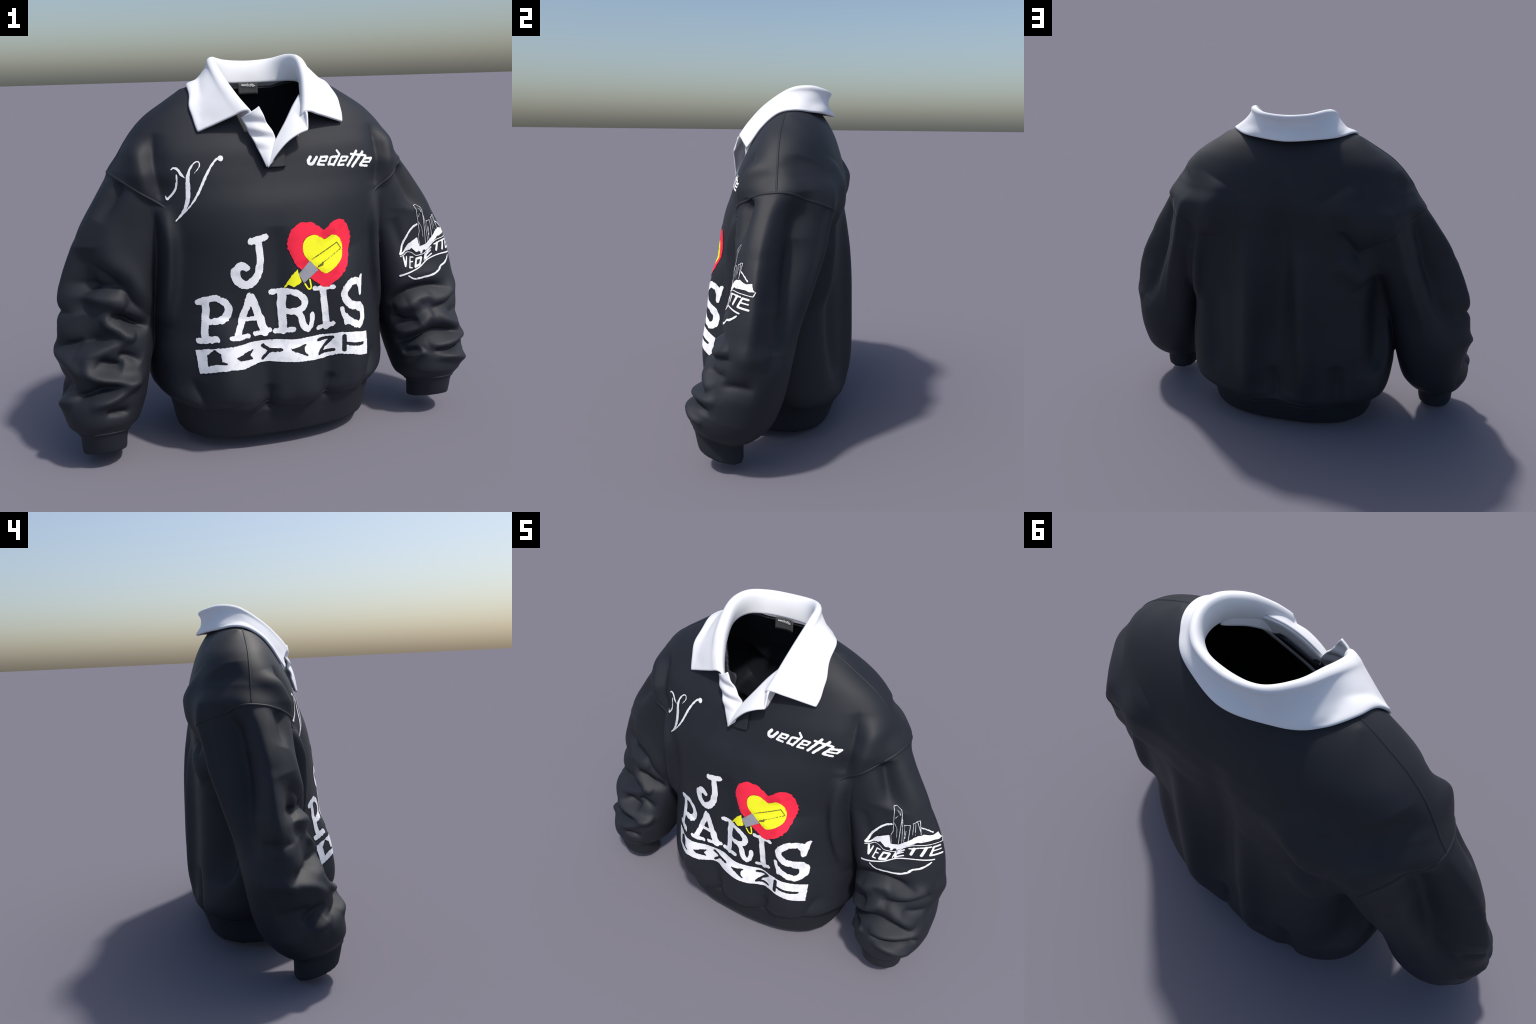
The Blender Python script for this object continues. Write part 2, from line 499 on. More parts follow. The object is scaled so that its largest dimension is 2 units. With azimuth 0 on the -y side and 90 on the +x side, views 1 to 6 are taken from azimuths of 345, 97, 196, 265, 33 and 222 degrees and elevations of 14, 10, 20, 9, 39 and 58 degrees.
# ------------------------------------------------------------------ MATERIALS
def cloth(name, dark, light, scale, roughness, sheen, bump_strength, weave=900.0):
    m = bpy.data.materials.new(name)
    m.use_nodes = True
    nt = m.node_tree
    b = nt.nodes["Principled BSDF"]
    co = nt.nodes.new("ShaderNodeTexCoord")
    n1 = nt.nodes.new("ShaderNodeTexNoise")
    n1.inputs["Scale"].default_value = scale
    n1.inputs["Detail"].default_value = 4
    rampn = nt.nodes.new("ShaderNodeValToRGB")
    rampn.color_ramp.elements[0].position, rampn.color_ramp.elements[1].position = (0.28, 0.5) if name.endswith("print") else (0.3, 0.7)
    rampn.color_ramp.elements[0].color = (*dark, 1)
    rampn.color_ramp.elements[1].color = (*light, 1)
    nt.links.new(co.outputs["Object"], n1.inputs["Vector"])
    nt.links.new(n1.outputs["Fac"], rampn.inputs["Fac"])
    nt.links.new(rampn.outputs["Color"], b.inputs["Base Color"])
    b.inputs["Roughness"].default_value = roughness
    b.inputs["Specular IOR Level"].default_value = 0.4
    if name.endswith("print"):
        b.inputs["Specular IOR Level"].default_value = 0.15
    if sheen:
        b.inputs["Sheen Weight"].default_value = sheen
        b.inputs["Sheen Roughness"].default_value = 0.5
    if bump_strength:
        n2 = nt.nodes.new("ShaderNodeTexNoise")
        n2.inputs["Scale"].default_value = weave
        n2.inputs["Detail"].default_value = 2
        bp = nt.nodes.new("ShaderNodeBump")
        bp.inputs["Strength"].default_value = bump_strength
        bp.inputs["Distance"].default_value = 0.001
        nt.links.new(co.outputs["Object"], n2.inputs["Vector"])
        nt.links.new(n2.outputs["Fac"], bp.inputs["Height"])
        nt.links.new(bp.outputs["Normal"], b.inputs["Normal"])
    return m


BLACK = cloth("black_fleece", (0.0098, 0.0119, 0.0180), (0.0135, 0.0157, 0.0228), 5.0, 0.62, 0.0, 0.15)
RIB = cloth("black_rib_knit", (0.0098, 0.0119, 0.0180), (0.0130, 0.0152, 0.0222), 6.0, 0.75, 0.0, 0.15)
WHITE = cloth("white_twill", (0.78, 0.79, 0.82), (0.84, 0.85, 0.87), 7.0, 0.7, 0.0, 0.1)
PRINT_WHITE = cloth("white_print", (0.72, 0.73, 0.77), (0.92, 0.92, 0.94), 22.0, 0.9, 0.0, 0.1)
PRINT_LINEWORK = cloth("pale_line_print", (0.35, 0.36, 0.39), (0.62, 0.63, 0.67), 60.0, 0.7, 0.0, 0.0)
PRINT_RED = cloth("red_print", (0.66, 0.018, 0.045), (1.0, 0.032, 0.075), 9.0, 0.9, 0.0, 0.1)
PRINT_YELLOW = cloth("yellow_print", (0.68, 0.66, 0.012), (1.0, 0.98, 0.03), 9.0, 0.9, 0.0, 0.1)
PRINT_GREY = cloth("grey_print", (0.27, 0.27, 0.31), (0.34, 0.34, 0.38), 25.0, 0.7, 0.0, 0.1)
PRINT_LINE = cloth("olive_outline_print", (0.09, 0.085, 0.02), (0.16, 0.15, 0.03), 30.0, 0.7, 0.0, 0.0)
LABEL_GREY = cloth("charcoal_label", (0.045, 0.045, 0.045), (0.065, 0.065, 0.065), 40.0, 0.8, 0.0, 0.1)

# ------------------------------------------------------------------ THE GARMENT
root = bpy.data.objects.new("rugby_sweatshirt", None)
bpy.context.scene.collection.objects.link(root)
root["label"] = "oversized black rugby sweatshirt, white collar, heart and letter print"
root["category"] = "sweatshirt"

shell = mesh_object("shell", P, Q_open.tolist(), BLACK, root)
bm = bmesh.new()
bm.from_mesh(shell.data)
bmesh.ops.delete(bm, geom=[v for v in bm.verts if not v.link_faces], context="VERTS")
for _ in range(2):      # even out the cut edges
    rim = [v for v in bm.verts if any(len(e.link_faces) == 1 for e in v.link_edges)]
    new = {}
    for v in rim:
        ns = [e.other_vert(v) for e in v.link_edges if len(e.link_faces) == 1]
        if len(ns) == 2:
            new[v] = v.co * 0.5 + (ns[0].co + ns[1].co) * 0.25
    for v, c in new.items():
        v.co = c
bm.to_mesh(shell.data)
bm.free()
sol = shell.modifiers.new("thickness", "SOLIDIFY")
sol.thickness, sol.offset, sol.use_rim = 0.012, -1.0, True
apply_modifiers(shell)

# split into torso, sleeves, hem band and cuffs along the seams
SEAM_POINT, SEAM_NORMAL = np.array([0.712, 0.06, 1.262]), np.array([0.545, 0.0, -0.84])
SEAM_NORMAL /= np.linalg.norm(SEAM_NORMAL)


def seam_side(x, y, z):
    """> 0 on the sleeve side of the armhole seam (x positive outwards)."""
    return (x - SEAM_POINT[0]) * SEAM_NORMAL[0] + (z - SEAM_POINT[2]) * SEAM_NORMAL[2]


def region_of(x, y, z):
    ax = np.abs(x)
    on_sleeve = (seam_side(ax, y, z) > 0) & (torso(x, y, z) > sleeve(x, y, z))
    cuff = on_sleeve & (sleeve_height(x, y, z) < CUFF_TOP)
    hem = ~on_sleeve & (torso_height(x, y, z) < HEM_TOP)
    r = np.zeros(len(x), int)
    r[on_sleeve & (x < 0)] = 1
    r[on_sleeve & (x > 0)] = 2
    r[cuff & (x < 0)] = 3
    r[cuff & (x > 0)] = 4
    r[hem] = 5
    return r


me = shell.data
nv, nf = len(me.vertices), len(me.polygons)
V = np.empty(nv * 3)
me.vertices.foreach_get("co", V)
V = V.reshape(-1, 3)
N = np.empty(nv * 3)
me.vertex_normals.foreach_get("vector", N)
N = N.reshape(-1, 3)
starts = np.empty(nf, int)
totals = np.empty(nf, int)
me.polygons.foreach_get("loop_start", starts)
me.polygons.foreach_get("loop_total", totals)
loops = np.empty(len(me.loops), int)
me.loops.foreach_get("vertex_index", loops)
centre = np.add.reduceat(V[loops], starts, axis=0) / totals[:, None]
region = region_of(*centre.T.copy())
faces = [loops[s:s + t] for s, t in zip(starts, totals)]
for code, name, mat in ((0, "torso", BLACK), (1, "sleeve", BLACK), (2, "sleeve", BLACK), (3, "cuff", RIB), (4, "cuff", RIB), (5, "hem_band", RIB)):
    ids = np.flatnonzero(region == code)
    used = np.unique(np.concatenate([faces[i] for i in ids]))
    remap = np.full(nv, -1)
    remap[used] = np.arange(len(used))
    ob = mesh_object(name, V[used], [remap[faces[i]].tolist() for i in ids], mat, root)
    ob.data.normals_split_custom_set_from_vertices([tuple(v) for v in N[used].tolist()])
bpy.data.objects.remove(shell)

# ------------------------------------------------------------------ COLLAR
def resample(pts, n):
    c = curve(pts, 24)
    d = np.r_[0, np.cumsum(np.linalg.norm(np.diff(c, axis=0), axis=1))]
    t = np.linspace(0, d[-1], n)
    return np.stack([np.interp(t, d, c[:, i]) for i in range(c.shape[1])], 1)


def matched(pts, n):
    """Sample a curve evenly in its control index, so rails stay in step."""
    c = curve(pts, 24)
    t = np.linspace(0, len(c) - 1, n)
    return np.stack([np.interp(t, np.arange(len(c)), c[:, i]) for i in range(3)], 1)


def grid_faces(nu, nv_, closed=False):
    return [(i * nv_ + j, i * nv_ + j + 1, (i + 1) * nv_ + j + 1, (i + 1) * nv_ + j) for i in range(nu - 1) for j in range(nv_ - 1)]


def thicken(ob, t, offset=0.0, bevel=0.0, subdiv=0):
    m = ob.modifiers.new("thickness", "SOLIDIFY")
    m.thickness, m.offset = t, offset
    if bevel:
        b = ob.modifiers.new("round", "BEVEL")
        b.width, b.segments, b.limit_method, b.angle_limit = bevel, 3, "ANGLE", math.radians(50)
    if subdiv:
        s = ob.modifiers.new("smooth", "SUBSURF")
        s.levels = s.render_levels = subdiv
    apply_modifiers(ob)
    ob.data.polygons.foreach_set("use_smooth", [True] * len(ob.data.polygons))


FOLD = [(-0.112, -0.200, 1.505), (-0.150, -0.150, 1.562), (-0.185, -0.065, 1.640), (-0.200, 0.050, 1.715), (-0.180, 0.145, 1.732), (-0.11, 0.218, 1.720),
        (0.0, 0.242, 1.714), (0.11, 0.225, 1.722), (0.175, 0.155, 1.738), (0.195, 0.055, 1.722), (0.185, -0.065, 1.645), (0.165, -0.150, 1.560), (0.142, -0.205, 1.490)]
EDGE = [(-0.318, -0.139, 1.417), (-0.328, -0.090, 1.482), (-0.328, -0.040, 1.538), (-0.312, 0.045, 1.592), (-0.272, 0.140, 1.603), (-0.18, 0.218, 1.598),
        (0.0, 0.260, 1.590), (0.18, 0.222, 1.600), (0.272, 0.140, 1.607), (0.312, 0.045, 1.602), (0.334, -0.040, 1.550), (0.340, -0.090, 1.492), (0.338, -0.136, 1.432)]
BASE = [(-0.105, -0.180, 1.445), (-0.140, -0.130, 1.500), (-0.180, -0.045, 1.565), (-0.205, 0.050, 1.605), (-0.185, 0.140, 1.615), (-0.11, 0.188, 1.612),
        (0.0, 0.203, 1.610), (0.11, 0.188, 1.612), (0.185, 0.140, 1.615), (0.205, 0.050, 1.605), (0.180, -0.045, 1.565), (0.150, -0.130, 1.500), (0.125, -0.180, 1.435)]
NU = 121
F_, E_, B_ = matched(FOLD, NU), matched(EDGE, NU), matched(BASE, NU)
down = np.array([0, 0, -1.0])
verts = []
s_leaf, s_stand = np.linspace(0, 1, 13), np.linspace(0, 1, 9)[1:]
for i in range(NU):
    out = E_[i] - B_[i]
    out[2] = 0
    out /= np.linalg.norm(out) + 1e-9
    leaf = E_[i] - F_[i]
    stand = B_[i] - F_[i]
    for s in s_leaf[::-1]:
        sag = math.sin(math.pi * s) * (0.016 * math.exp(-((i / (NU - 1) - 0.5) / 0.32) ** 2) - 0.010 * math.exp(-((abs(i / (NU - 1) - 0.5) - 0.42) / 0.10) ** 2))
        fold_roll = 0.02 * math.exp(-(s / 0.14) ** 2) * (1 - math.exp(-(s / 0.05) ** 2))
        hem_step = 0.004 * min(1.0, max(0.0, (s - 0.72) / 0.06))          # turned-in edge of the leaf
        t = i / (NU - 1)
        crumple_ = 0.0035 * s * (math.sin(31 * t + 5 * s) + math.sin(53 * t - 7 * s + 1.3) * 0.7)
        verts.append(F_[i] + leaf * s - out * (sag - fold_roll - hem_step - crumple_))
    for s in s_stand:
        verts.append(F_[i] + stand * s - out * 0.020 * math.sin(math.pi * s ** 0.7) * 0.6)
verts = np.array(verts)
# the leaf lies on the shoulders: lift whatever would sink into the cloth
row = np.arange(len(verts)) % 21
for _ in range(4):
    k = row < 10
    d = body(*verts[k].T.copy())
    g = gradient(body, verts[k])
    g /= np.linalg.norm(g, axis=1)[:, None] + 1e-9
    verts[k] += g * np.clip(0.012 - d, 0, 0.03)[:, None] * 0.6
collar = mesh_object("collar", verts, grid_faces(NU, 21), WHITE, root)
thicken(collar, 0.013, 0.0, 0.0, 1)

# placket: the under side (a crumpled white strip), the turned-out white
# facing on the other side, and the black box that closes the slit
def patch(rail_a, rail_b, n, m, bulge=lambda u, v: (0, 0, 0)):
    A, B = resample(rail_a, n), resample(rail_b, n)
    out = []
    for i in range(n):
        for j in range(m):
            v = j / (m - 1)
            out.append(A[i] * (1 - v) + B[i] * v + np.array(bulge(i / (n - 1), v)))
    return out, grid_faces(n, m)


def crumple(u, v):
    w = 0.006 * math.sin(2 * math.pi * (3.2 * u - 0.9 * v + 0.1)) * math.sin(math.pi * min(1, u * 1.2 + 0.1))
    return (0, -0.010 * math.sin(math.pi * v) + w, 0)


vs, fs = patch([(-0.136, -0.172, 1.475), (-0.114, -0.194, 1.42), (-0.082, -0.220, 1.345), (-0.050, -0.246, 1.268)],
               [(-0.066, -0.206, 1.518), (-0.034, -0.204, 1.450), (0.004, -0.203, 1.375), (-0.020, -0.236, 1.290)], 44, 16, crumple)
strip = mesh_object("placket_facing", vs, fs, WHITE, root)
thicken(strip, 0.008, 0.0)
TURN = [(-0.048, -0.250, 1.270), (-0.016, -0.226, 1.335), (0.012, -0.205, 1.385), (0.060, -0.176, 1.450), (0.105, -0.138, 1.510), (0.150, -0.095, 1.555)]
vs, fs = patch(TURN,
               [(-0.046, -0.254, 1.266), (-0.004, -0.252, 1.322), (0.046, -0.248, 1.370), (0.100, -0.243, 1.400), (0.137, -0.234, 1.411), (0.142, -0.231, 1.418), (0.143, -0.215, 1.480)], 48, 16,
               lambda u, v: (0, -0.012 * math.sin(math.pi * v) * u, 0))
lapel = mesh_object("placket_facing", vs, fs, WHITE, root)
thicken(lapel, 0.009, 0.0)


def front_y(x, z):
    hit = outer_bvh.ray_cast(Vector((x, -1.0, z)), Vector((0, 1, 0)))
    return hit[0].y if hit[0] else -0.2


# the same facing carries on inside the neck, behind the cloth
inner = []
for (x, y, z), (dx, dz) in zip(TURN, ((0.03, 0.0), (0.05, -0.02), (0.065, -0.03), (0.07, -0.035), (0.065, -0.04), (0.055, -0.04))):
    inner.append((x + dx, max(front_y(x + dx, z + dz), y) + 0.020, z + dz))
vs, fs = patch([(x, y + 0.004, z) for x, y, z in TURN], inner, 40, 8)
facing = mesh_object("neck_facing", vs, fs, WHITE, root)
thicken(facing, 0.006, 0.0)

A_ = matched(BASE[9:], 40)
lower = A_ + np.linspace(0.05, 1, 40)[:, None] ** 0.6 * np.array([-0.010, 0.004, -0.055])
vs = [a * (1 - v) + b * v for a, b in zip(A_ + np.array([-0.003, 0, 0.012]), lower) for v in np.linspace(0, 1, 7)]
band = mesh_object("neck_facing", vs, grid_faces(40, 7), WHITE, root)
thicken(band, 0.006, 0.0)

box = []
nx, nz = 14, 18
for j in range(nz):
    for i in range(nx):
        u, v = i / (nx - 1), j / (nz - 1)
        z = 1.262 + v * 0.10
        x = -0.054 + 0.094 * u + (0.05 * v * (1 - u))
        box.append((x, front_y(x, z) - 0.006 - 0.006 * math.sin(math.pi * u) * (1 - v), z))
placket = mesh_object("placket", box, grid_faces(nz, nx), BLACK, root)
thicken(placket, 0.014, 0.0, 0.002)

# neck label inside the back
lab = []
for j in range(6):
    for i in range(10):
        u, v = i / 9 - 0.5, j / 5
        lab.append((-0.008 + 0.094 * u, 0.186 - 0.03 * u * u - 0.006 * (v - 0.5), 1.616 - 0.056 * v))
label = mesh_object("neck_label", lab, grid_faces(6, 10), LABEL_GREY, root)
thicken(label, 0.003, 0.0)

# ------------------------------------------------------------------ SEAMS
def tube(name, path, normals, radius, material, parent, closed=False, sink=0.35):
    """A stitched ridge that follows the cloth."""
    path, normals = np.asarray(path, float), np.asarray(normals, float)
    n = len(path)
    tang = np.roll(path, -1, 0) - np.roll(path, 1, 0) if closed else np.gradient(path, axis=0)
    tang /= np.linalg.norm(tang, axis=1)[:, None] + 1e-9
    side = np.cross(tang, normals)
    side /= np.linalg.norm(side, axis=1)[:, None] + 1e-9
    k = 8
    vs = []
    for i in range(n):
        for j in range(k):
            a = 2 * math.pi * j / k
            r = radius * (1 if closed else min(1.0, 0.3 + 0.25 * min(i, n - 1 - i)))
            vs.append(path[i] + side[i] * math.cos(a) * r * 1.25 + normals[i] * (math.sin(a) * r - sink * radius))
    fs = []
    for i in range(n if closed else n - 1):
        i2 = (i + 1) % n
        for j in range(k):
            j2 = (j + 1) % k
            fs.append((i * k + j, i * k + j2, i2 * k + j2, i2 * k + j))
    return mesh_object(name, vs, fs, material, parent)


def smooth_path(p, rounds, closed=False):
    p = np.array(p, float)
    for _ in range(rounds):
        a = (np.roll(p, 1, 0) + np.roll(p, -1, 0)) / 2
        if not closed:
            a[0], a[-1] = p[0], p[-1]
        p = 0.5 * p + 0.5 * a
    return p


def snap(path):
    pts, nrm = [], []
    for p in path:
        co, no, _, _ = outer_bvh.find_nearest(Vector(p))
        pts.append(co[:])
        nrm.append(no[:])
    nrm = smooth_path(nrm, 3)
    return np.array(pts), nrm / np.linalg.norm(nrm, axis=1)[:, None]


for side in (-1, 1):
    # armhole seam: where the seam plane leaves the cloth, front to back
    along = np.array([-SEAM_NORMAL[2], 0, SEAM_NORMAL[0]])
    mid = np.array([0.55, 0.07, 1.262 - (0.712 - 0.55) * 0.545 / 0.84])
    path = []
    for a in np.radians(np.linspace(-112, 112, 90)):
        d = along * math.cos(a) + np.array([0, 1, 0]) * math.sin(a)
        d[0] *= side
        hit = outer_bvh.ray_cast(Vector((mid[0] * side, mid[1], mid[2])), Vector(d))
        if hit[0]:
            path.append(hit[0][:])
    pts, nrm = snap(smooth_path(path, 4))
    tube("armhole_seam", pts, nrm, 0.0062, BLACK, root, sink=0.45)
    # shoulder seam: collar to the top of the sleeve
    path = []
    for t in np.linspace(0, 1, 60):
        x, y = 0.27 + 0.44 * t, 0.052 - 0.01 * math.sin(math.pi * t)
        hit = outer_bvh.ray_cast(Vector((x * side, y, 2.0)), Vector((0, 0, -1)))
        if hit[0]:
            path.append(hit[0][:])
    pts, nrm = snap(smooth_path(path, 4))
    tube("shoulder_seam", pts, nrm, 0.0050, BLACK, root, sink=0.5)
    # cuff seam
    path = []
    for a in np.linspace(0, 2 * math.pi, 70, endpoint=False):
        d = Vector((math.cos(a), math.sin(a), 0))
        y0 = -0.17
        cx = side * 0.812 + (SHIFT[1, 1] if side > 0 else 0)
        z0 = CUFF_TOP + (0.026 if side > 0 else 0.0)
        for _ in range(3):
            zc = z0 - CUFF_TILT * (y0 + 0.17)
            hit = outer_bvh.ray_cast(Vector((cx, -0.185, zc)), d)
            y0 = hit[0].y if hit[0] else y0
        path.append(hit[0][:])
    pts, nrm = snap(smooth_path(path, 2, True))
    tube("cuff_seam", pts, nrm, 0.0050, RIB, root, True)
path = []
for a in np.linspace(0, 2 * math.pi, 260, endpoint=False):
    d = Vector((math.cos(a), math.sin(a), 0))
    zc = HEM_TOP
    for _ in range(3):
        hit = outer_bvh.ray_cast(Vector((0, 0, zc)), d)
        h = hit[0]
        w = float(hem_wave(np.array([h.x]), np.array([h.y]))[0])
        zc = HEM_TOP + w
    path.append(h[:])
pts, nrm = snap(smooth_path(path, 3, True))
tube("hem_seam", pts, nrm, 0.0055, RIB, root, True)

# ------------------------------------------------------------------ PRINTS
# Every printed mark is a thin skin of ink with its own outline. The outline
# is a distance field made of strokes, boxes and hearts in the plane of the
# print; the skin is a fine grid trimmed by it and laid onto the cloth.
def seg_field(u, v, pts, widths):
    """Thick stroke through points; the width may change along it."""
    pts = np.array(pts, float)
    w = np.interp(np.linspace(0, 1, len(pts)), np.linspace(0, 1, len(widths)), widths) if np.ndim(widths) else np.full(len(pts), widths)
    best = np.full(u.shape, 9.0)
    for i in range(len(pts) - 1):
        d = pts[i + 1] - pts[i]
        t = np.clip(((u - pts[i, 0]) * d[0] + (v - pts[i, 1]) * d[1]) / (d @ d + 1e-12), 0, 1)
        dist = np.hypot(u - pts[i, 0] - t * d[0], v - pts[i, 1] - t * d[1])
        best = np.minimum(best, dist - 0.5 * (w[i] + t * (w[i + 1] - w[i])))
    return best


def line(pts, width):
    return lambda u, v: seg_field(u, v, pts, width)


def arc(pts, width, n=8):
    c = curve(pts, n)
    return lambda u, v: seg_field(u, v, c, width)


def poly(pts, rounding=0.0):
    p = np.array(pts, float)

    def field(u, v):
        d = seg_field(u, v, np.vstack([p, p[:1]]), 0.0)
        return np.where(in_polygon(u, v, p), -d, d) - rounding
    return field


def blob(pts, rounding=0.0, n=8):
    p = np.array(pts, float)
    ring = np.vstack([p[-1:], p, p[:2]])
    return poly(curve(ring, n)[n:-n - 1], rounding)


def both(*fs):
    return lambda u, v: np.minimum.reduce([f(u, v) for f in fs])


def minus(f, *gs):
    return lambda u, v: np.maximum.reduce([f(u, v)] + [-g(u, v) for g in gs])


def frayed(f, amount, size, seed):
    r = np.random.default_rng(seed)
    k = r.normal(0, 1, (10, 2)) / size
    ph = r.uniform(0, 6.28, 10)

    def field(u, v):
        n = sum(np.sin(u * k[i, 0] + v * k[i, 1] + ph[i]) for i in range(10)) / 4
        return f(u, v) + amount * n
    return field


def on_front(u, v):
    h = outer_bvh.ray_cast(Vector((u, -1.2, v)), Vector((0, 1, 0)))
    return (h[0], h[1]) if h[0] else None


SLEEVE_AXIS = lambda z: (np.interp(z, ST, SV[:, 0]) + 0.03, np.interp(z, ST, SV[:, 3]))


def on_sleeve(u, v):
    """u: angle around the sleeve in degrees, scaled by ARC; v: height."""
    cx, cy = SLEEVE_AXIS(v)
    a = math.radians(u / ARC)
    h = outer_bvh.ray_cast(Vector((cx, cy, v)), Vector((math.sin(a), -math.cos(a), 0)))
    return (h[0], h[1]) if h[0] else None


def ink(name, field, box_, material, lay=on_front, step=0.0035, lift=0.0022, parent=None):
    (u0, v0), (u1, v1) = box_
    us, vs = np.arange(u0, u1, step), np.arange(v0, v1, step)
    U, W = np.meshgrid(us, vs, indexing="ij")
    F = field(U, W)
    e = 0.0006
    gu = (field(U + e, W) - field(U - e, W)) / (2 * e)
    gv = (field(U, W + e) - field(U, W - e)) / (2 * e)
    m = np.maximum(np.hypot(gu, gv), 0.4)
    near = np.abs(F) < step * 0.75
    mv = np.clip(F / m, -step * 0.6, step * 0.6)
    U2 = np.where(near, U - mv * gu / m, U)
    W2 = np.where(near, W - mv * gv / m, W)
    ok = F < step * 0.70
    keep = ok[:-1, :-1] & ok[1:, :-1] & ok[1:, 1:] & ok[:-1, 1:]
    some = (F[:-1, :-1] + F[1:, :-1] + F[1:, 1:] + F[:-1, 1:]) < step * 0.8
    keep &= some
    idx = np.full(U.shape, -1)
    verts_, faces_ = [], []
    for i, j in np.argwhere(keep):
        q = []
        for a, b in ((i, j), (i + 1, j), (i + 1, j + 1), (i, j + 1)):
            if idx[a, b] == -1:
                h = lay(U2[a, b], W2[a, b])
                idx[a, b] = -2 if h is None else len(verts_)
                if h is not None:
                    n = h[1]
                    verts_.append(tuple(h[0] + n * lift))
            q.append(idx[a, b])
        if min(q) >= 0:
            faces_.append(tuple(q))
    if not faces_:
        return None
    return mesh_object(name, verts_, faces_, material, parent or root)
#SHAPES#
LETTER_J = both(line([(-0.146, 0.965), (-0.083, 0.978)], 0.0294),
    arc([(-0.113, 0.969), (-0.111, 0.911), (-0.112, 0.856), (-0.137, 0.802), (-0.179, 0.781), (-0.211, 0.803), (-0.216, 0.838), (-0.192, 0.863), (-0.168, 0.853)], [0.0269, 0.0304, 0.0343, 0.0367, 0.0392, 0.0382, 0.0343, 0.0269]))
LETTER_P = both(arc([(-0.373, 0.703), (-0.34, 0.717), (-0.301, 0.724), (-0.264, 0.703), (-0.254, 0.67), (-0.273, 0.637), (-0.314, 0.624), (-0.341, 0.619)], [0.0245, 0.0255, 0.0269, 0.0304, 0.0318, 0.0294, 0.0269, 0.0221]),
    line([(-0.341, 0.71), (-0.359, 0.547)], 0.0284),
    line([(-0.378, 0.537), (-0.314, 0.553)], 0.0269))
LETTER_A = both(line([(-0.162, 0.731), (-0.229, 0.563)], [0.0294, 0.0269]),
    line([(-0.157, 0.73), (-0.105, 0.569)], [0.0294, 0.0382]),
    line([(-0.192, 0.633), (-0.127, 0.632)], 0.0186),
    line([(-0.252, 0.557), (-0.181, 0.559)], 0.0206),
    line([(-0.151, 0.569), (-0.082, 0.571)], 0.0206))
LETTER_R = both(line([(-0.021, 0.725), (-0.024, 0.567)], [0.0367, 0.0343]),
    arc([(-0.066, 0.736), (-0.021, 0.737), (0.032, 0.73), (0.074, 0.697), (0.068, 0.661), (0.027, 0.647), (-0.013, 0.65)], [0.0235, 0.0245, 0.0269, 0.0304, 0.0304, 0.0269, 0.0245]),
    arc([(0.028, 0.649), (0.056, 0.625), (0.066, 0.582), (0.089, 0.562), (0.106, 0.58), (0.111, 0.623)], [0.0245, 0.0294, 0.0304, 0.0255, 0.0221, 0.0206]),
    line([(-0.057, 0.563), (0.018, 0.569)], 0.0225))
LETTER_I = both(line([(0.167, 0.73), (0.179, 0.557)], 0.0304),
    line([(0.129, 0.736), (0.217, 0.734)], 0.0206),
    line([(0.14, 0.555), (0.21, 0.568)], 0.0206))
LETTER_S = both(arc([(0.367, 0.708), (0.347, 0.735), (0.304, 0.74), (0.27, 0.712), (0.27, 0.676), (0.298, 0.644), (0.337, 0.626), (0.368, 0.603), (0.375, 0.566), (0.36, 0.543), (0.332, 0.545), (0.289, 0.572), (0.267, 0.6)], [0.0294, 0.0304, 0.0343, 0.0343, 0.0343, 0.0343, 0.0353, 0.0382, 0.0382, 0.0343, 0.0294, 0.0294, 0.0245]),
    line([(0.381, 0.746), (0.366, 0.714), (0.366, 0.671)], [0.0196, 0.0294, 0.0196]),
    line([(0.254, 0.631), (0.269, 0.57)], 0.0206))
BANNER = poly([(-0.398, 0.495), (-0.326, 0.513), (-0.28, 0.522), (-0.228, 0.525), (-0.153, 0.535), (-0.102, 0.532), (-0.054, 0.529), (0.005, 0.525), (0.081, 0.526), (0.177, 0.519), (0.247, 0.526), (0.312, 0.519), (0.397, 0.487), (0.394, 0.383), (0.293, 0.422), (0.234, 0.429), (0.163, 0.412), (0.069, 0.428), (-0.004, 0.43), (-0.079, 0.434), (-0.147, 0.433), (-0.212, 0.421), (-0.261, 0.426), (-0.305, 0.421), (-0.391, 0.393)])
BANNER_HOLES = both(poly([(-0.357, 0.478), (-0.328, 0.51), (-0.304, 0.494), (-0.302, 0.463), (-0.279, 0.457), (-0.284, 0.45), (-0.32, 0.448), (-0.356, 0.434)]),
    poly([(-0.159, 0.505), (-0.243, 0.474), (-0.224, 0.459), (-0.162, 0.456), (-0.179, 0.477)]),
    line([(-0.12, 0.509), (-0.085, 0.483), (-0.04, 0.483)], 0.0158),
    line([(-0.12, 0.449), (-0.085, 0.481)], 0.0145),
    poly([(0.093, 0.503), (-0.002, 0.482), (0.086, 0.442), (0.063, 0.466), (0.064, 0.488)]),
    line([(0.139, 0.499), (0.207, 0.505), (0.139, 0.437), (0.21, 0.447)], 0.0145),
    line([(0.258, 0.506), (0.255, 0.447)], 0.0198),
    line([(0.259, 0.476), (0.36, 0.45)], 0.0145))
HEART = blob([(0.191, 0.986), (0.226, 1.013), (0.264, 1.023), (0.301, 1.003), (0.322, 0.962), (0.323, 0.917), (0.305, 0.864), (0.293, 0.821), (0.258, 0.781), (0.221, 0.757), (0.18, 0.735), (0.12, 0.777), (0.057, 0.836), (0.031, 0.881), (0.015, 0.928), (0.02, 0.97), (0.043, 1.008), (0.084, 1.028), (0.125, 1.023), (0.163, 1.003)])
